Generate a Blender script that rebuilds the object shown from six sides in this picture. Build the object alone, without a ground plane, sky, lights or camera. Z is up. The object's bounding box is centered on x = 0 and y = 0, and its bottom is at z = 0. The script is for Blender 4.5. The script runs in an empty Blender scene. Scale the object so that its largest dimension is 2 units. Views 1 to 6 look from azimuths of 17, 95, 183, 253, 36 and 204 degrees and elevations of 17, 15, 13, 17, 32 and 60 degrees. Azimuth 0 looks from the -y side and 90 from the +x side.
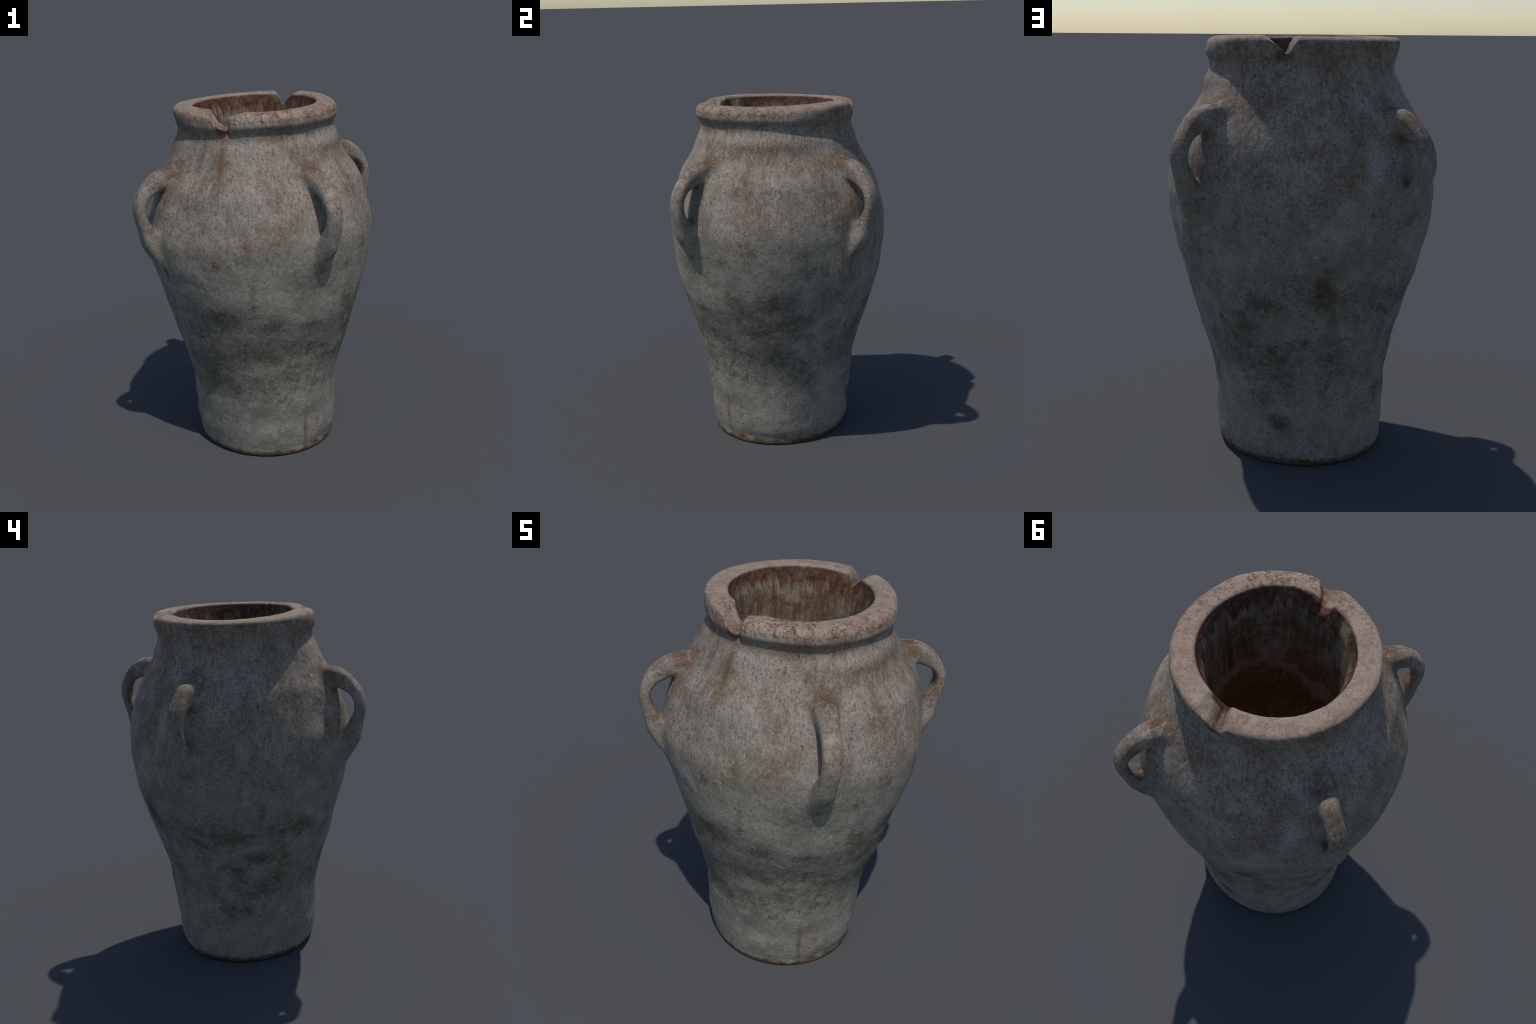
"""Weathered four-handled storage jar: lofted body + swept handles, fused into one
smooth clay surface, then cut into named parts that share their borders."""
import bpy, math
import numpy as np
from mathutils import Vector, noise

# ------------------------------------------------------------------ body shape
# One row per height: z, mean radius, centre drift x / y, ovality (2 terms),
# three-lobed wobble (2 terms).  A hand-thrown pot: nearly round, never quite.
PROFILE = np.array([
    (0.00, 0.3982, -0.0042, -0.0004, -0.0002, -0.0120, -0.0008, -0.0006),
    (0.03, 0.3993, -0.0101, 0.0009, -0.0015, -0.0118, -0.0012, 0.0002),
    (0.08, 0.4103, -0.0019, 0.0021, -0.0013, -0.0086, -0.0006, 0.0000),
    (0.15, 0.4165, -0.0017, -0.0015, 0.0007, -0.0037, -0.0008, -0.0018),
    (0.22, 0.4193, 0.0004, 0.0001, -0.0011, -0.0020, -0.0013, -0.0026),
    (0.30, 0.4266, 0.0009, 0.0006, -0.0025, -0.0019, -0.0028, -0.0024),
    (0.40, 0.4346, 0.0028, 0.0015, -0.0056, -0.0027, -0.0050, -0.0010),
    (0.50, 0.4519, -0.0021, -0.0018, -0.0044, 0.0014, -0.0025, -0.0009),
    (0.60, 0.4788, 0.0006, 0.0025, -0.0035, 0.0014, 0.0032, 0.0002),
    (0.70, 0.5110, -0.0019, 0.0019, -0.0033, 0.0013, 0.0051, -0.0019),
    (0.80, 0.5407, 0.0025, 0.0015, -0.0047, -0.0029, 0.0021, -0.0033),
    (0.90, 0.5732, -0.0015, 0.0011, -0.0055, -0.0078, 0.0023, -0.0027),
    (1.00, 0.5993, -0.0037, 0.0045, -0.0076, -0.0054, 0.0061, 0.0007),
    (1.10, 0.6181, -0.0077, 0.0046, -0.0041, -0.0018, 0.0080, 0.0031),
    (1.20, 0.6330, -0.0096, 0.0020, -0.0021, 0.0055, 0.0079, 0.0011),
    (1.30, 0.6367, -0.0090, 0.0001, -0.0004, 0.0089, 0.0079, 0.0014),
    (1.40, 0.6168, -0.0054, 0.0072, -0.0006, 0.0096, 0.0083, 0.0040),
    (1.50, 0.5909, -0.0090, 0.0106, -0.0003, 0.0092, 0.0081, 0.0068),
    (1.60, 0.5590, -0.0074, 0.0054, 0.0028, 0.0080, 0.0079, 0.0089),
    (1.68, 0.5062, -0.0095, 0.0073, -0.0015, 0.0069, 0.0048, 0.0059),
    (1.74, 0.4739, -0.0062, 0.0012, -0.0024, 0.0050, 0.0027, 0.0016),
    (1.79, 0.4587, 0.0010, -0.0001, -0.0001, 0.0035, 0.0016, -0.0018),
    (1.84, 0.4386, 0.0038, -0.0017, -0.0004, 0.0013, 0.0008, -0.0019),
    (1.88, 0.4394, 0.0012, -0.0003, -0.0015, -0.0005, 0.0007, 0.0001),
    (1.92, 0.4550, -0.0005, 0.0019, -0.0026, -0.0021, 0.0014, 0.0020),
    (1.96, 0.4594, -0.0043, 0.0062, -0.0011, -0.0040, 0.0016, 0.0031),
])
RIM_TOP = 1.987
RIM_BORE = 0.342          # radius of the mouth opening
HANDLE_AZIMUTHS = (47.7, 137.7, 227.6, 317.6)
N_AROUND = 720


def hermite(knots, values, z):
    """Smooth interpolation of the profile rows at heights z."""
    m = np.gradient(values, knots, axis=0)
    i = np.clip(np.searchsorted(knots, z) - 1, 0, len(knots) - 2)
    h = (knots[i + 1] - knots[i])[:, None]
    t = ((z - knots[i]) / h[:, 0])[:, None]
    return ((2*t**3 - 3*t**2 + 1) * values[i] + (t**3 - 2*t**2 + t) * h * m[i]
            + (-2*t**3 + 3*t**2) * values[i + 1] + (t**3 - t**2) * h * m[i + 1])


def smooth01(x, a, b):
    t = np.clip((x - a) / (b - a), 0, 1)
    return t * t * (3 - 2 * t)


def wrap(deg):
    return (np.asarray(deg) + 180.0) % 360.0 - 180.0


# swellings and hollows pressed into the wall: azimuth, height, spread in degrees,
# spread in height, amount (m).  Every handle sits on a swelling of its own.
SWELLINGS = [
    (47, 1.41, 27, .27, .031), (47, 1.54, 27, .13, .015), (48, 1.45, 10, .16, .030), (39, 1.20, 9, .09, .012),
    (48, 1.65, 9, .07, .014),
    (138, 1.46, 12, .16, .034), (228, 1.46, 12, .15, .030), (318, 1.46, 12, .16, .033),
    (48, 1.685, 8, .055, .016), (138, 1.68, 10, .06, .022), (228, 1.66, 9, .06, .016), (318, 1.68, 9, .06, .018),
    (44, 1.14, 9, .08, .012), (133, 1.16, 10, .09, .012), (225, 1.18, 9, .07, .012), (313, 1.18, 9, .08, .012),
    (134, .80, 22, .40, .013), (219, .40, 22, .30, .012), (200, .72, 18, .13, -.014),
    (208, 1.00, 22, .11, -.016), (132, 1.06, 14, .12, .018), (313, 1.10, 9, .08, .010),
    (342, 1.37, 14, .27, -.017), (340, 1.52, 10, .10, -.006), (287, 1.38, 16, .07, .013),
    (332, 1.62, 12, .08, -.010), (25, .55, 20, .35, .008), (222, .70, 18, .28, .008),
    (280, 1.57, 10, .07, -.008), (108, 1.62, 12, .06, -.012), (222, 1.81, 24, .05, .004),
    (200, 1.825, 28, .040, .006), (55, 1.845, 40, .040, -.013),
    (22, 1.42, 10, .10, .014), (212, 1.845, 26, .04, .010), (122, 1.06, 9, .10, .008),
    (100, .02, 40, .08, .013)]


def local_relief(z, az):
    """Sum of the swellings; z and az (degrees) broadcast together."""
    total = 0.0
    for a, zc, wa, wz, amount in SWELLINGS:
        total = total + amount * np.exp(-(wrap(az - a) / wa) ** 2 - ((z - zc) / wz) ** 2)
    return total


def outer_radius(z, theta):
    """Radius of the outside for heights z (n,) and angles theta (m,) -> (n, m)."""
    z = np.asarray(z, float)
    c = hermite(PROFILE[:, 0], PROFILE[:, 1:], z)
    basis = np.stack([np.ones_like(theta), np.cos(theta), np.sin(theta),
                      np.cos(2*theta), np.sin(2*theta), np.cos(3*theta), np.sin(3*theta)])
    return c @ basis + local_relief(z[:, None], azimuth(theta)[None, :])


def azimuth(theta):
    """0 on the -y axis, 90 on the +x axis, in degrees."""
    return (np.degrees(theta) + 90.0) % 360.0


# mouth outline: (azimuth, outer radius of the lip)
LIP = np.array([(0, .462), (30, .466), (48, .463), (64, .458), (93, .460), (124, .456),
                (150, .462), (180, .461), (206, .453), (230, .449), (253, .453), (275, .464),
                (300, .460), (335, .459), (360, .462)])
# chips in the rim: height left standing, against azimuth offset
FRONT_CHIP = np.array([(-24, 2.01), (-18, 1.988), (-13, 1.962), (-9, 1.928), (-4, 1.910),
                       (-1.2, 1.905), (0.0, 1.945), (1.0, 1.955), (8, 1.973), (16, 1.988), (23, 2.01)])
BACK_CHIP = np.array([(-18, 2.01), (-13, 1.990), (-7, 1.962), (-2.5, 1.930), (-1.5, 1.914), (0, 1.912),
                      (1.8, 1.914), (2.6, 1.934), (5, 1.964), (7.5, 1.988), (9.5, 2.01)])
# interior: depth profile of the bore (z, radius)
BORE = [(1.95, .332), (1.90, .313), (1.80, .304), (1.60, .296), (1.40, .288), (1.24, .281), (1.16, .25), (1.12, .17)]
BORE_FLOOR = 1.10


def build_body():
    theta = np.linspace(0, 2*np.pi, N_AROUND, endpoint=False)
    az = azimuth(theta)
    front = smooth01(np.cos(np.radians(az - 42)), -0.45, 0.55)       # 1 = rolled lip, 0 = crisp edge
    front = .22 + .78 * front
    lip = np.interp(az, LIP[:, 0], LIP[:, 1]) - .003
    top = RIM_TOP + .0045 * np.cos(np.radians(2 * (az - 327)))
    rows = []                                                        # (radius, height) per row

    z_side = np.concatenate([[0.0, .004, .010, .018], np.arange(.03, 1.885, .012)])
    R = outer_radius(z_side, theta)
    for i, z in enumerate(z_side):
        r = R[i].copy()
        if z < .02:
            r -= .007 * (1 - z / .02) ** 2                           # worn foot edge
        rows.append((r, np.full_like(theta, z)))
    # collar
    z_low = 1.885
    z_low = z_low + front * (.010 * np.cos(np.radians(az - 50) * 2) + .004 * np.sin(np.radians(az * 5)))
    r_low = outer_radius([1.885], theta)[0] - .004 * front
    z_max = 1.968 - .030 * front
    for t in np.linspace(.06, 1, 12):
        roll = math.sin(t * math.pi / 2) ** .55
        rows.append((r_low + (lip - r_low) * ((.65 * t ** .9 + .35 * roll) * (1 - front) + roll * front) + .004 * front * math.sin(math.pi * t),
                     z_low + (z_max - z_low) * t))
    a = .025 + .030 * front
    b = top - z_max
    for t in np.linspace(8, 90, 9):
        rows.append((lip - a + a * math.cos(math.radians(t)), z_max + b * math.sin(math.radians(t))))
    r_flat = lip - a
    for f in np.linspace(.1, 1, 9):
        rows.append((r_flat + (RIM_BORE + .014 - r_flat) * f, top + .001 * math.sin(math.pi*f)))
    for t in np.linspace(15, 90, 6):
        rows.append((np.full_like(theta, RIM_BORE + .014 - .014 * math.sin(math.radians(t))),
                     top - .014 + .014 * math.cos(math.radians(t))))
    bz = np.array([b_[0] for b_ in BORE] + [1.970])
    br = np.array([b_[1] for b_ in BORE] + [RIM_BORE])
    order = np.argsort(bz)
    for z in np.concatenate([np.arange(1.965, 1.86, -.01), np.arange(1.85, BORE_FLOOR + .01, -.02)]):
        rows.append((np.full_like(theta, np.interp(z, bz[order], br[order])), np.full_like(theta, z)))

    r = np.array([q[0] for q in rows])
    z = np.array([q[1] for q in rows])

    # chips: let the clay stand no higher than the broken edge
    inner_shift = np.clip((.455 - r) / .11, 0, 1.2)
    d_front = wrap(az[None, :] + 2.0 + 6.0 * inner_shift)
    d_back = wrap(az[None, :] - 173.5 + 5.0 * inner_shift)
    jag = np.array([noise.noise(Vector((4*math.cos(t), 4*math.sin(t), 5))) + .8 * noise.noise(Vector((14*math.cos(t), 14*math.sin(t), 2))) for t in theta])
    limit = np.minimum(np.interp(d_front, FRONT_CHIP[:, 0], FRONT_CHIP[:, 1]),
                       np.interp(d_back, BACK_CHIP[:, 0], BACK_CHIP[:, 1])) + .006 * jag
    z = np.where(z > 1.86, np.minimum(z, limit), z)
    # the split below the front chip
    cut = np.exp(-(d_front / 1.3) ** 2) * smooth01(z, 1.862, 1.885) * (r > .40)
    r = r - .022 * cut
    cut = np.exp(-(d_back / 1.6) ** 2) * smooth01(z, 1.85, 1.90) * (r > .40)
    r = r - .010 * cut

    n, m = r.shape
    verts = np.stack([r * np.cos(theta), r * np.sin(theta), z], -1).reshape(-1, 3)
    i = np.arange(n - 1)[:, None] * m
    j = np.arange(m)[None, :]
    k = (j + 1) % m
    quads = np.stack([i + j, i + k, i + m + k, i + m + j], -1).reshape(-1, 4)
    verts = np.vstack([verts, [[0, 0, 0], [0, 0, BORE_FLOOR]]])
    c0, c1 = n * m, n * m + 1
    jj = np.arange(m)
    kk = (jj + 1) % m
    tris = np.vstack([np.stack([np.full(m, c0), kk, jj], -1),
                      np.stack([np.full(m, c1), (n - 1) * m + jj, (n - 1) * m + kk], -1)])
    return verts, quads.tolist() + tris.tolist()


# ------------------------------------------------------------------ handles
# spine in the radial plane: (radius, height, half thickness, half width)
HANDLE_SPINE = np.array([
    (.480, 1.640, .050, .078),
    (.540, 1.630, .064, .066),
    (.602, 1.630, .054, .053),
    (.656, 1.605, .047, .045),
    (.706, 1.564, .033, .045),
    (.738, 1.505, .028, .045),
    (.740, 1.440, .029, .046),
    (.715, 1.375, .038, .047),
    (.681, 1.305, .052, .052),
    (.642, 1.235, .050, .058),
    (.603, 1.165, .044, .064),
    (.560, 1.095, .040, .068),
    (.515, 1.025, .034, .050)])
# small individual differences: (shift r, shift z, lean of the foot in degrees, fullness of the foot)
HANDLE_VARIATION = ((.004, .000, -3.0, -.006), (.004, .012, -1.5, .010), (.010, .000, 0.0, -.012), (.004, .004, 0.0, .012))


def handle_spine(which):
    dr, dz, lean, foot = HANDLE_VARIATION[which]
    t0 = np.linspace(0, 1, len(HANDLE_SPINE))
    t = np.linspace(0, 1, 90)
    s = hermite(t0, HANDLE_SPINE, t)
    body = smooth01(s[:, 0], .58, .70)
    s[:, 0] += dr * body + foot * smooth01(t, .60, .80)
    s[:, 1] += dz
    az = HANDLE_AZIMUTHS[which] + lean * smooth01(t, .45, 1.0)
    return s, az


def build_handle(which):
    s, az = handle_spine(which)
    tang = np.gradient(s[:, :2], axis=0)
    tang /= np.linalg.norm(tang, axis=1)[:, None]
    nrm = np.stack([-tang[:, 1], tang[:, 0]], -1)                    # in-plane normal
    m = 48
    u = np.linspace(0, 2*np.pi, m, endpoint=False)
    cu = np.sign(np.cos(u)) * np.abs(np.cos(u)) ** .72
    su = np.sign(np.sin(u)) * np.abs(np.sin(u)) ** .72
    verts = []
    for k in range(len(s)):
        a = math.radians(az[k])
        out = np.array([math.sin(a), -math.cos(a)])
        side = np.array([math.cos(a), math.sin(a)])
        rr = s[k, 0] + nrm[k, 0] * s[k, 2] * cu
        zz = s[k, 1] + nrm[k, 1] * s[k, 2] * cu
        ww = s[k, 3] * su
        verts.append(np.stack([out[0]*rr + side[0]*ww, out[1]*rr + side[1]*ww, zz], -1))
    n = len(verts)
    verts = np.vstack(verts)
    i = np.arange(n - 1)[:, None] * m
    j = np.arange(m)[None, :]
    k = (j + 1) % m
    quads = np.stack([i + j, i + m + j, i + m + k, i + k], -1).reshape(-1, 4).tolist()
    caps = [list(range(m)), list(range(n * m - 1, (n - 1) * m - 1, -1))]
    return verts, quads + caps


# ------------------------------------------------------------------ fuse
def new_object(name, verts, faces):
    me = bpy.data.meshes.new(name)
    me.from_pydata([tuple(v) for v in verts], [], faces)
    me.update()
    ob = bpy.data.objects.new(name, me)
    bpy.context.scene.collection.objects.link(ob)
    return ob


def remeshed(ob, size):
    mod = ob.modifiers.new("fuse", 'REMESH')
    mod.mode = 'VOXEL'
    mod.voxel_size = size
    mod.adaptivity = 0.0
    dg = bpy.context.evaluated_depsgraph_get()
    me = ob.evaluated_get(dg).to_mesh()
    nv, npoly = len(me.vertices), len(me.polygons)
    co = np.empty(nv * 3)
    me.vertices.foreach_get("co", co)
    loops = np.empty(len(me.loops), int)
    me.loops.foreach_get("vertex_index", loops)
    start = np.empty(npoly, int)
    me.polygons.foreach_get("loop_start", start)
    faces = [loops[a:b] for a, b in zip(start, list(start[1:]) + [len(loops)])]
    ob.evaluated_get(dg).to_mesh_clear()
    return co.reshape(-1, 3), faces


def build_clay():
    parts = [build_body()] + [build_handle(h) for h in range(4)]
    tmp = []
    for v, f in parts:
        tmp.append(new_object("tmp", v, f))
    # fix windings, then join into one lump and fuse
    import bmesh
    bm_all = bmesh.new()
    for ob in tmp:
        bm = bmesh.new()
        bm.from_mesh(ob.data)
        bmesh.ops.recalc_face_normals(bm, faces=bm.faces[:])
        bm.to_mesh(ob.data)
        bm.free()
        bm_all.from_mesh(ob.data)
    lump_me = bpy.data.meshes.new("lump")
    bm_all.to_mesh(lump_me)
    bm_all.free()
    lump = bpy.data.objects.new("lump", lump_me)
    bpy.context.scene.collection.objects.link(lump)
    co, faces = remeshed(lump, 0.0058)
    for ob in tmp + [lump]:
        me = ob.data
        bpy.data.objects.remove(ob)
        bpy.data.meshes.remove(me)
    return co, faces


def laplacian(co, edges, weight, rounds):
    n = len(co)
    a, b = edges[:, 0], edges[:, 1]
    deg = np.bincount(a, minlength=n) + np.bincount(b, minlength=n)
    for _ in range(rounds):
        avg = np.stack([(np.bincount(a, co[b, k], n) + np.bincount(b, co[a, k], n)) for k in range(3)], -1)
        avg /= np.maximum(deg, 1)[:, None]
        co = co + weight[:, None] * (avg - co)
    return co


def body_clearance(co):
    """Distance outside the plain body surface (negative inside the wall)."""
    th = np.arctan2(co[:, 1], co[:, 0])
    c = hermite(PROFILE[:, 0], PROFILE[:, 1:], np.clip(co[:, 2], 0, 1.95))
    basis = np.stack([np.ones_like(th), np.cos(th), np.sin(th), np.cos(2*th), np.sin(2*th),
                      np.cos(3*th), np.sin(3*th)], -1)
    return np.hypot(co[:, 0], co[:, 1]) - (c * basis).sum(1) - local_relief(co[:, 2], azimuth(th))


def handle_distance(co, which):
    """Distance from a handle's spine, measured in units of its local thickness."""
    s, az = handle_spine(which)
    a = np.radians(az)
    pts = np.stack([np.sin(a) * s[:, 0], -np.cos(a) * s[:, 0], s[:, 1]], -1)
    best = np.full(len(co), 9.0)
    near = np.abs(co - pts.mean(0)).max(1) < .5
    q = co[near]
    d = np.full(len(q), 9.0)
    for k in range(0, len(pts), 2):
        d = np.minimum(d, np.linalg.norm(q - pts[k], axis=1))
    best[near] = d
    return best


def build_jar():
    co, faces = build_clay()
    # all remeshed faces are quads
    F = np.array(faces)
    e = np.vstack([F[:, [0, 1]], F[:, [1, 2]], F[:, [2, 3]], F[:, [3, 0]]])
    e = np.unique(np.sort(e, 1), axis=0)
    clear = body_clearance(co)
    dist = np.min([handle_distance(co, h) for h in range(4)], 0)
    # fillets where the handles are luted to the wall
    joint = np.exp(-(clear / .022) ** 2) * (1 - smooth01(dist, .075, .115)) * (co[:, 2] < 1.80)
    co = laplacian(co, e, np.full(len(co), .5), 3)
    co = laplacian(co, e, .6 * joint, 70)
    # hand-made unevenness
    rad = np.maximum(np.hypot(co[:, 0], co[:, 1]), 1e-6)
    inside = (clear < -.03) & (rad < .42)
    offs = np.empty(len(co))
    for i, p in enumerate(co.tolist()):
        v = Vector(p)
        offs[i] = (.0036 * noise.noise(v * 4.5) + .0034 * noise.noise(Vector((p[0] * 3.2, p[1] * 3.2, p[2] * 8.5))) + .0016 * noise.noise(v * 11 + Vector((7, 1, 3)))
                   + .0010 * noise.noise(v * 30))
    foot = smooth01(co[:, 2], .0, .05)
    sign = np.where(inside, -1.0, 1.0)
    mouth = smooth01(co[:, 2], 1.90, 1.96)
    step = offs * foot * sign
    co[:, 0] += co[:, 0] / rad * step
    co[:, 1] += co[:, 1] / rad * step
    co[:, 2] += mouth * offs * .5
    co[:, 2] -= co[:, 2].min()
    co[:, 2] *= 2.0 / co[:, 2].max()
    return co, F, clear, dist


# ------------------------------------------------------------------ material
class Graph:
    def __init__(self, name):
        self.mat = bpy.data.materials.new(name)
        self.mat.use_nodes = True
        self.t = self.mat.node_tree
        self.t.nodes.clear()

    def put(self, sock, val):
        if isinstance(val, bpy.types.NodeSocket):
            self.t.links.new(val, sock)
        elif isinstance(val, (tuple, list)) and len(val) == 3 and sock.type == 'RGBA':
            sock.default_value = (*val, 1)
        else:
            sock.default_value = val

    def node(self, kind, **props):
        n = self.t.nodes.new(kind)
        for k, v in props.items():
            setattr(n, k, v)
        return n

    def math(self, op, a, b=0.0, c=0.0, clamp=False):
        n = self.node('ShaderNodeMath', operation=op, use_clamp=clamp)
        for s, v in zip(n.inputs, (a, b, c)):
            self.put(s, v)
        return n.outputs[0]

    def mul(self, a, b): return self.math('MULTIPLY', a, b)
    def add(self, a, b): return self.math('ADD', a, b)
    def inv(self, a): return self.math('SUBTRACT', 1.0, a)

    def ramp(self, v, lo, hi, a=0.0, b=1.0):
        n = self.node('ShaderNodeMapRange', interpolation_type='SMOOTHSTEP')
        for s, q in zip(n.inputs, (v, lo, hi, a, b)):
            self.put(s, q)
        return n.outputs[0]

    def vec(self, x, y, z):
        n = self.node('ShaderNodeCombineXYZ')
        for s, q in zip(n.inputs, (x, y, z)):
            self.put(s, q)
        return n.outputs[0]

    def vmul(self, v, s):
        n = self.node('ShaderNodeVectorMath', operation='MULTIPLY')
        self.put(n.inputs[0], v)
        n.inputs[1].default_value = s
        return n.outputs[0]

    def noise(self, v, scale, detail=4.0, rough=.55, dist=0.0, seed=0.0):
        n = self.node('ShaderNodeTexNoise', noise_dimensions='4D')
        self.put(n.inputs['Vector'], v)
        n.inputs['W'].default_value = seed
        n.inputs['Scale'].default_value = scale
        n.inputs['Detail'].default_value = detail
        n.inputs['Roughness'].default_value = rough
        n.inputs['Distortion'].default_value = dist
        return n.outputs['Fac']

    def mix(self, f, a, b, mode='MIX'):
        n = self.node('ShaderNodeMix', data_type='RGBA', blend_type=mode)
        self.put(n.inputs[0], f)
        self.put(n.inputs[6], a)
        self.put(n.inputs[7], b)
        return n.outputs[2]


# stains seen on the wall: azimuth, height, half width, half height, strength
GREY_STAINS = [
    (355, .90, .13, .10, .8), (22, .86, .16, .07, .7), (44, .85, .10, .03, .7), (8, .68, .20, .09, .75),
    (26, .63, .15, .05, .7), (17, .46, .15, .13, .6), (32, .36, .11, .07, .5), (68, .92, .08, .16, .65),
    (74, .86, .14, .09, .75), (93, .91, .16, .09, .9), (106, .81, .12, .08, .8), (92, .62, .13, .10, .7),
    (101, .32, .09, .03, .6), (107, .23, .08, .06, .5), (80, 1.22, .09, .09, .45), (104, 1.21, .13, .06, .45),
    (115, 1.12, .14, .10, .4), (355, 1.22, .09, .04, .6), (65, 1.17, .04, .05, .5),
    (165, .83, .17, .08, .8), (180, .93, .17, .08, .6), (193, .90, .12, .12, .8), (205, .88, .12, .09, .5),
    (152, .61, .10, .06, .6), (168, .55, .13, .12, .7), (185, .62, .16, .08, .5), (199, .45, .08, .20, .45),
    (160, .35, .09, .10, .55), (170, .23, .07, .07, .75), (248, .82, .17, .08, .8), (233, .84, .08, .03, .6),
    (262, .68, .15, .07, .8), (246, .62, .10, .05, .65), (263, .48, .16, .10, .7), (248, .35, .14, .08, .6),
    (235, .40, .05, .04, .5), (278, .55, .11, .13, .6), (291, .84, .12, .10, .7), (315, .80, .16, .10, .5),
    (335, .72, .14, .12, .55), (300, .50, .14, .14, .4), (325, .35, .12, .10, .4), (187, 1.30, .16, .05, .4),
    (130, .60, .10, .14, .5), (60, .55, .08, .12, .35), (340, 1.02, .10, .08, .4)]
BROWN_STAINS = [
    (12, .99, .035, .05, .8), (357, .94, .03, .06, .7), (353, .85, .03, .04, .5), (46, .70, .03, .07, .8),
    (92, .93, .035, .09, .6), (140, .74, .022, .06, .9), (142, .86, .035, .04, .7), (136, 1.04, .03, .09, .6),
    (192, .93, .05, .10, 1.0), (198, .80, .03, .12, .8), (191, 1.07, .03, .03, .7), (199, .58, .022, .10, .7),
    (168, .60, .035, .04, .7), (168, .48, .03, .05, .6), (171, .21, .04, .04, .8), (195, .92, .03, .12, .7),
    (264, .98, .022, .06, .9), (270, .88, .05, .03, .8), (276, .84, .03, .08, .7), (280, .66, .05, .06, .9),
    (278, .53, .05, .05, .8), (354, 1.23, .025, .03, .8), (323, 1.13, .018, .06, .9), (231, .72, .025, .06, .5),
    (47, .70, .025, .08, .6), (107, .23, .05, .03, .5)]
PALE_PATCHES = [
    (18, 1.60, .13, .10, .6), (23, 1.50, .12, .10, .4), (213, 1.45, .07, .16, .8), (200, 1.28, .14, .10, .6),
    (195, 1.17, .10, .07, .7), (187, 1.14, .10, .05, .5), (160, .92, .08, .05, .7), (110, .97, .05, .06, .7),
    (120, .75, .10, .14, .5), (147, .80, .07, .16, .4), (67, .50, .10, .05, .4), (20, 1.05, .12, .08, .5),
    (134, 1.30, .08, .06, .7), (52, 1.33, .05, .05, .5), (250, 1.15, .12, .05, .4), (183, .38, .14, .08, .4)]
# rusty runs down the wall: azimuth, top, bottom, half width, strength
RUNS = [(48, .36, .00, .020, .9), (51, .40, .0, .05, .35), (354, 1.92, 1.56, .032, 1.0), (101, 1.52, 1.18, .009, .5),
        (133, 1.30, 1.02, .014, .6), (10, 1.45, 1.25, .04, .45), (60, .30, .0, .02, .35), (323, 1.20, 1.05, .014, .7),
        (120, 1.05, .8, .015, .4), (197, 1.0, .45, .03, .4), (190, 1.06, .84, .02, .4), (278, .95, .5, .03, .35),
        (12, 1.15, .96, .015, .4), (262, 1.05, .85, .012, .4)]


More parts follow.
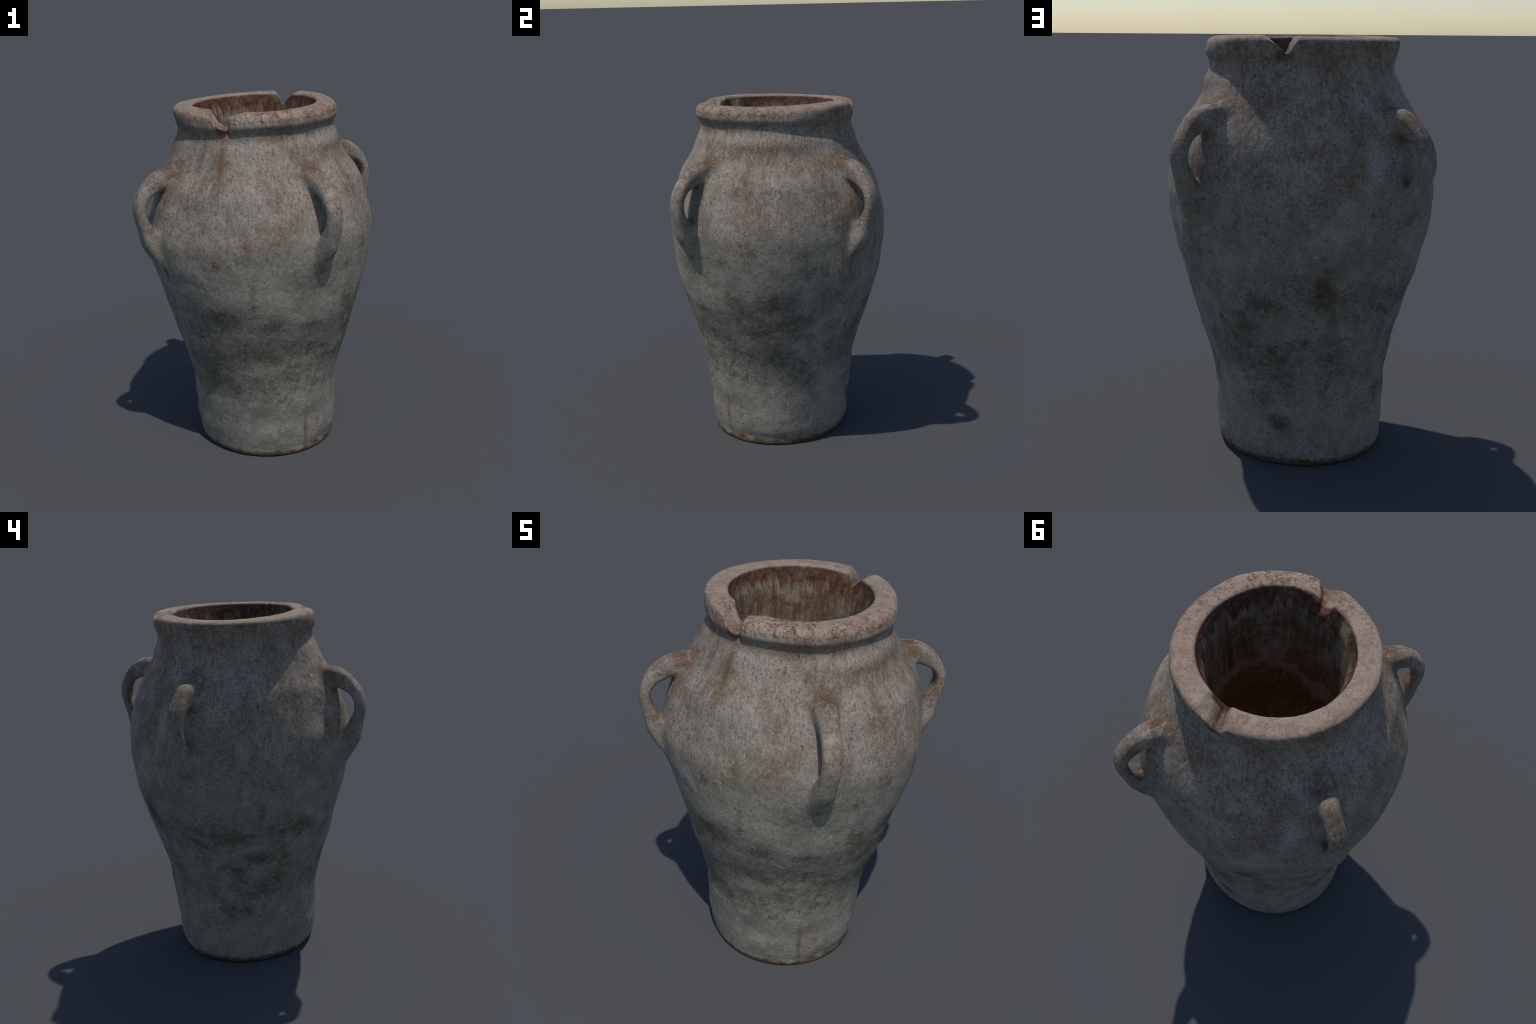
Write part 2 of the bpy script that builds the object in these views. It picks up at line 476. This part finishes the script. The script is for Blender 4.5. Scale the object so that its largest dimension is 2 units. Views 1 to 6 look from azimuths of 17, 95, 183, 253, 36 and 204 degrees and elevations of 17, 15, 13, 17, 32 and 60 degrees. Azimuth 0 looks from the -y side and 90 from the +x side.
def clay_material(interior=False):
    g = Graph("stained_interior" if interior else "weathered_clay")
    tc = g.node('ShaderNodeTexCoord').outputs['Object']
    sep = g.node('ShaderNodeSeparateXYZ')
    g.put(sep.inputs[0], tc)
    x, y, z = sep.outputs
    geo = g.node('ShaderNodeNewGeometry')
    nz = g.node('ShaderNodeSeparateXYZ')
    g.put(nz.inputs[0], geo.outputs['Normal'])
    nz = nz.outputs[2]
    r = g.math('SQRT', g.add(g.mul(x, x), g.mul(y, y)))
    rs = g.math('MAXIMUM', r, .02)
    ux, uy = g.math('DIVIDE', x, rs), g.math('DIVIDE', y, rs)
    streak = g.vec(g.mul(ux, .5), g.mul(uy, .5), g.mul(z, .30))       # stretched down the wall
    runny = g.vec(g.mul(ux, .5), g.mul(uy, .5), g.mul(z, .07))

    # noises
    n_big = g.noise(tc, 3.0, 5, .6, .3, 1)
    n_mid = g.noise(tc, 9.0, 6, .62, .5, 2)
    n_fine = g.noise(tc, 38.0, 6, .68, .2, 3)
    n_grain = g.noise(tc, 140.0, 3, .7, 0, 4)
    n_str = g.noise(streak, 105.0, 5, .7, .15, 5)
    n_str2 = g.noise(streak, 26.0, 5, .65, .2, 6)
    n_run = g.noise(runny, 13.0, 4, .6, .1, 7)
    n_edge = g.noise(tc, 16.0, 6, .72, .8, 8)

    col = (.2, .17, .14)
    if not interior:
        # warm brown tint on high, sky-facing surfaces; cool grey-green tint on the rest
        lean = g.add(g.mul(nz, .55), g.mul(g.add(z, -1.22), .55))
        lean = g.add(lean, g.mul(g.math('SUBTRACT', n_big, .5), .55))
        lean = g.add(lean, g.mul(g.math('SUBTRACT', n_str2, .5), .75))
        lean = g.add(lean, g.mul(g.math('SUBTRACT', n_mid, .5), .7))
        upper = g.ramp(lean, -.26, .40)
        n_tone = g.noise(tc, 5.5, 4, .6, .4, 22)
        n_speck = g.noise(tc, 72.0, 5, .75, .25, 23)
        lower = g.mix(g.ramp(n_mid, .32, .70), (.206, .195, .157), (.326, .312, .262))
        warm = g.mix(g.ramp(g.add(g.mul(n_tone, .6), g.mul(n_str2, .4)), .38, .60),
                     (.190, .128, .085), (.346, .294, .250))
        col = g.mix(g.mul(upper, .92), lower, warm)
        # mottling
        f = g.ramp(n_fine, .50, .36)
        col = g.mix(g.mul(f, .34), col, (.120, .098, .072))
        f = g.ramp(g.noise(tc, 24.0, 6, .7, .6, 21), .50, .72)
        col = g.mix(g.mul(f, .40), col, (.40, .375, .330))
        # speckle
        f = g.mul(g.ramp(n_speck, .51, .62), g.add(g.mul(upper, .38), .28))
        col = g.mix(f, col, (.092, .062, .040))
        f = g.mul(g.ramp(n_speck, .46, .32), g.add(g.mul(upper, .14), .26))
        col = g.mix(f, col, (.44, .40, .36))
        # regional grime grain and chalky scuffs
        f = g.mul(g.ramp(g.noise(tc, 30.0, 7, .80, .5, 51), .50, .62), g.ramp(n_tone, .60, .40, .08, .62))
        col = g.mix(f, col, (.098, .072, .048))
        f = g.mul(g.ramp(g.noise(tc, 13.0, 8, .78, 1.6, 52), .58, .63), g.ramp(n_big, .42, .58, .15, .75))
        col = g.mix(f, col, (.425, .400, .365))
        # vertical brown streaking on the upper half
        f = g.mul(g.ramp(n_str, .50, .64), g.add(g.mul(upper, .42), .06))
        col = g.mix(f, col, (.100, .060, .037))
        f = g.mul(g.ramp(n_str, .47, .34), g.add(g.mul(upper, .30), .08))
        col = g.mix(f, col, (.40, .355, .318))

        def azimuth_patch(spec, after=None):
            a, zc, hw, hh, s = spec
            rr = float(outer_radius([min(zc, 1.95)], np.array([math.radians(a - 90)]))[0, 0])
            n = g.node('ShaderNodeMapping', vector_type='TEXTURE')        # local frame of the patch
            where = tc
            if after is not None:                                         # evaluated in turn: keeps the shader small
                q = g.node('ShaderNodeVectorMath', operation='MULTIPLY_ADD')
                g.put(q.inputs[0], after)
                q.inputs[1].default_value = (1e-7, 1e-7, 1e-7)
                g.put(q.inputs[2], tc)
                where = q.outputs[0]
            g.put(n.inputs['Vector'], where)
            n.inputs['Location'].default_value = (rr * math.sin(math.radians(a)), -rr * math.cos(math.radians(a)), zc)
            n.inputs['Rotation'].default_value = (0, 0, math.radians(a))
            n.inputs['Scale'].default_value = (hw, .25, hh)
            d = g.node('ShaderNodeVectorMath', operation='LENGTH')
            g.put(d.inputs[0], n.outputs[0])
            return g.ramp(d.outputs['Value'], 1.38, 0.0, 0.0, s)

        def union(specs, after=None):
            acc = None
            for sp in specs:
                m = azimuth_patch(sp, acc if acc is not None else after)
                acc = m if acc is None else g.math('MAXIMUM', acc, m)
            return acc

        # --- grey-black grime clouds
        grime = union(GREY_STAINS)
        belt = g.mul(g.ramp(z, .12, .50), g.ramp(z, 1.12, .78))           # grime belt round the waist
        grime = g.math('MAXIMUM', grime, g.mul(belt, g.ramp(n_big, .40, .66, .10, .62)))
        f = g.add(grime, g.mul(g.math('SUBTRACT', n_edge, .5), 2.2))
        f = g.add(f, g.mul(g.math('SUBTRACT', n_fine, .5), 1.5))
        f = g.add(f, g.mul(g.math('SUBTRACT', n_speck, .5), 1.3))
        f = g.mul(g.ramp(f, .0, 1.0), g.ramp(grime, .0, .35))
        col = g.mix(g.mul(f, .88), col, (.090, .076, .054))
        # --- pale bloom
        pale = union(PALE_PATCHES, grime)
        f = g.add(pale, g.mul(g.math('SUBTRACT', n_edge, .5), 1.8))
        f = g.mul(g.ramp(f, .25, 1.0), g.ramp(pale, .0, .3))
        col = g.mix(g.mul(f, .65), col, (.39, .37, .355))
        # --- rust-brown blots
        brown = union(BROWN_STAINS, pale)
        f = g.add(brown, g.mul(g.math('SUBTRACT', n_edge, .5), 2.4))
        f = g.add(f, g.mul(g.math('SUBTRACT', n_speck, .5), 2.0))
        f = g.mul(g.ramp(f, .15, 1.1), g.ramp(brown, .0, .30))
        col = g.mix(g.mul(f, .75), col, (.085, .050, .020))
        # --- rusty runs
        acc = None
        for a, z1, z0, hw, s in RUNS:
            zc, hh = (z1 + z0) / 2, (z1 - z0) / 2
            m = azimuth_patch((a, zc, hw, hh * .95, s), acc if acc is not None else brown)
            acc = m if acc is None else g.math('MAXIMUM', acc, m)
        f = g.mul(acc, g.ramp(g.add(g.mul(n_run, .5), g.mul(n_fine, .7)), .44, .58))
        col = g.mix(g.mul(f, .85), col, (.125, .066, .024))

        # --- scattered specks: dark pits, light chips
        f = g.ramp(n_fine, .60, .72)
        col = g.mix(g.mul(f, .40), col, (.10, .082, .062))
        f = g.ramp(g.noise(tc, 60.0, 4, .7, .3, 12), .60, .64)
        col = g.mix(g.mul(f, .62), col, (.42, .39, .36))
        f = g.ramp(g.noise(tc, 70.0, 2, .5, 0, 13), .665, .69)
        col = g.mix(g.mul(f, .80), col, (.055, .045, .035))
        col = g.mix(g.ramp(n_grain, .66, .30, 0, .30), col, (.07, .060, .048))

        # --- foot: rust crust along the bottom edge
        zf = g.add(z, g.mul(g.math('SUBTRACT', n_edge, .5), -.10))
        f = g.ramp(zf, .046, .020)
        f = g.math('MAXIMUM', f, g.mul(g.ramp(g.add(z, g.mul(g.math('SUBTRACT', n_run, .5), -.24)), .03, .0), .8))
        rust = g.mix(g.ramp(n_fine, .38, .64), (.024, .014, .007), (.130, .060, .020))
        col = g.mix(g.mul(f, .88), col, rust)

        # --- rim: sandy pink lip with red-brown scuffs
        rim = g.ramp(z, 1.90, 1.965)
        f = g.mul(rim, g.ramp(nz, .2, .8))
        lipcol = g.mix(g.ramp(n_mid, .3, .7), (.268, .196, .146), (.362, .278, .220))
        lipcol = g.mix(g.ramp(g.noise(tc, 90.0, 5, .75, .3, 31), .50, .66, 0, .7), lipcol, (.135, .085, .060))
        lipcol = g.mix(g.ramp(n_grain, .58, .70, 0, .5), lipcol, (.47, .41, .37))
        col = g.mix(g.mul(f, .9), col, lipcol)
        scuff = g.ramp(g.add(g.mul(x, .45), g.mul(y, -.89)), .05, .38, .40, .92)   # worn most at the front
        f = g.mul(g.ramp(z, 1.925, 1.955), g.ramp(g.add(g.mul(n_edge, .6), g.mul(n_speck, .6)), .56, .70))
        col = g.mix(g.mul(f, scuff), col, (.098, .042, .028))
        # broken dark brown band under the collar
        f = g.mul(g.ramp(g.math('ABSOLUTE', g.add(z, -1.893)), .03, .0), g.ramp(n_edge, .50, .68))
        col = g.mix(g.mul(f, .75), col, (.10, .075, .045))
        # broken clay in the two chips
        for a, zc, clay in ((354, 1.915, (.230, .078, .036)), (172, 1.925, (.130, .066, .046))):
            px, py = math.sin(math.radians(a)), -math.cos(math.radians(a))
            along = g.add(g.mul(x, px), g.mul(y, py))
            across = g.add(g.mul(x, -py), g.mul(y, px))
            m = g.mul(g.ramp(g.math('ABSOLUTE', across), .060, .020), g.ramp(along, .25, .33))
            m = g.mul(m, g.ramp(g.math('ABSOLUTE', g.add(z, -zc)), .055, .025))
            m = g.mul(m, g.ramp(g.add(n_edge, g.mul(n_fine, .4)), .52, .78))
            col = g.mix(g.mul(m, .85), col, g.mix(g.ramp(n_fine, .4, .62), (.050, .022, .018), clay))

        # --- handles: red-brown crust on the upper bend, dark patches in the crotches
        for a in HANDLE_AZIMUTHS:
            for rr, zc, rad_, s in ((.68, 1.655, .085, .55), (.55, 1.71, .12, .75), (.665, 1.375, .055, .7), (.60, 1.58, .05, .4)):
                px, py = rr * math.sin(math.radians(a)), -rr * math.cos(math.radians(a))
                n = g.node('ShaderNodeVectorMath', operation='DISTANCE')
                g.put(n.inputs[0], tc)
                n.inputs[1].default_value = (px, py, zc)
                m = g.ramp(n.outputs['Value'], rad_, rad_ * .2)
                m = g.mul(m, g.ramp(g.add(n_edge, g.mul(n_fine, .5)), .62, .78))
                col = g.mix(g.mul(m, s), col, (.085, .038, .020))

    # --- interior: dark glaze drips below the lip, brown tone deeper down
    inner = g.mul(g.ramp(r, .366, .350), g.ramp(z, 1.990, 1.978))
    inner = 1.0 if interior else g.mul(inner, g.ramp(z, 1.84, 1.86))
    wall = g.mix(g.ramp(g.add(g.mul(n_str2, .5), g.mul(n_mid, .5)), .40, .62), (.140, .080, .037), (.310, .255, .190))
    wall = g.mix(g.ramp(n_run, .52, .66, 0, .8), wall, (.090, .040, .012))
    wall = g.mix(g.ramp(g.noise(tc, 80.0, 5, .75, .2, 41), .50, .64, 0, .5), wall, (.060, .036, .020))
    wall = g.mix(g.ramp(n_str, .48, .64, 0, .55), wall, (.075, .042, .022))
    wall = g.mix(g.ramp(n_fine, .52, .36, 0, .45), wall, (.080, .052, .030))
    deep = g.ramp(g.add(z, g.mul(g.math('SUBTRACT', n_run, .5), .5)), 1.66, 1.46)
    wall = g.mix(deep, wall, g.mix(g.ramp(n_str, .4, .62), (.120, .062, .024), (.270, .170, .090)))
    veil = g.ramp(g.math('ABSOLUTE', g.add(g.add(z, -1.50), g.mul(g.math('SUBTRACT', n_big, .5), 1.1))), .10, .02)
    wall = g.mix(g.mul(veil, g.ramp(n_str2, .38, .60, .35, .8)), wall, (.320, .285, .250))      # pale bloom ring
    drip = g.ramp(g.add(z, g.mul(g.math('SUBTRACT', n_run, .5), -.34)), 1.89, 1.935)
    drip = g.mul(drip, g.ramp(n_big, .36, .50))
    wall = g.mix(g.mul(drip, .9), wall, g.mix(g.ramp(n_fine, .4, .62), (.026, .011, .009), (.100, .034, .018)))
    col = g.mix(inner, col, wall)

    # --- fine relief
    h = g.add(g.mul(n_fine, .5), g.add(g.mul(n_grain, .25), g.mul(n_str, .45)))
    bump = g.node('ShaderNodeBump')
    bump.inputs['Strength'].default_value = .75
    bump.inputs['Distance'].default_value = .006
    g.put(bump.inputs['Height'], h)
    bsdf = g.node('ShaderNodeBsdfPrincipled')
    g.put(bsdf.inputs['Base Color'], col)
    g.put(bsdf.inputs['Roughness'], g.ramp(n_mid, .3, .7, .78, .92))
    bsdf.inputs['Specular IOR Level'].default_value = .25
    g.put(bsdf.inputs['Normal'], bump.outputs[0])
    out = g.node('ShaderNodeOutputMaterial')
    g.put(out.inputs[0], bsdf.outputs[0])
    return g.mat


# ------------------------------------------------------------------ assemble
def main():
    co, F, clear, dist = build_jar()
    mat = clay_material()
    mat_in = clay_material(interior=True)

    whole = bpy.data.meshes.new("whole")
    whole.from_pydata(co.tolist(), [], F.tolist())
    whole.update()
    vn = np.empty(len(co) * 3)
    whole.vertices.foreach_get("normal", vn)
    vn = vn.reshape(-1, 3)
    bpy.data.meshes.remove(whole)

    fc = co[F].mean(1)
    f_clear = clear[F].mean(1)
    rad = np.hypot(fc[:, 0], fc[:, 1])
    az = np.degrees(np.arctan2(fc[:, 0], -fc[:, 1])) % 360
    region = np.zeros(len(F), int)                                    # 0 body
    inside = (f_clear < -.035) & (fc[:, 2] > .06) & (rad < .42)
    region[(fc[:, 2] > 1.60) & ~inside] = 1                           # neck and shoulder slope
    region[inside] = 2                                                # interior wall
    region[(fc[:, 2] > 1.875)] = 3                                    # rim collar
    for h, a in enumerate(HANDLE_AZIMUTHS):
        hit = (f_clear > .012) & (np.abs(wrap(az - a)) < 16) & (fc[:, 2] < 1.76) & (fc[:, 2] > 1.05)
        region[hit] = 4 + h
    names = ["body", "neck", "inner_wall", "rim", "handle", "handle", "handle", "handle"]

    root = bpy.data.objects.new("storage_jar", None)
    root.empty_display_size = .2
    root["label"] = "weathered grey-brown clay storage jar with four loop handles"
    root["category"] = "jar"
    bpy.context.scene.collection.objects.link(root)
    for k, name in enumerate(names):
        sel = F[region == k]
        if len(sel) == 0:
            continue
        used, idx = np.unique(sel, return_inverse=True)
        me = bpy.data.meshes.new(name)
        me.from_pydata(co[used].tolist(), [], idx.reshape(-1, 4).tolist())
        me.update()
        me.polygons.foreach_set("use_smooth", [True] * len(me.polygons))
        me.normals_split_custom_set_from_vertices(vn[used].tolist())
        me.materials.append(mat_in if name == "inner_wall" else mat)
        ob = bpy.data.objects.new(name, me)
        bpy.context.scene.collection.objects.link(ob)
        ob.parent = root
    print("faces", len(F), "verts", len(co))


main()
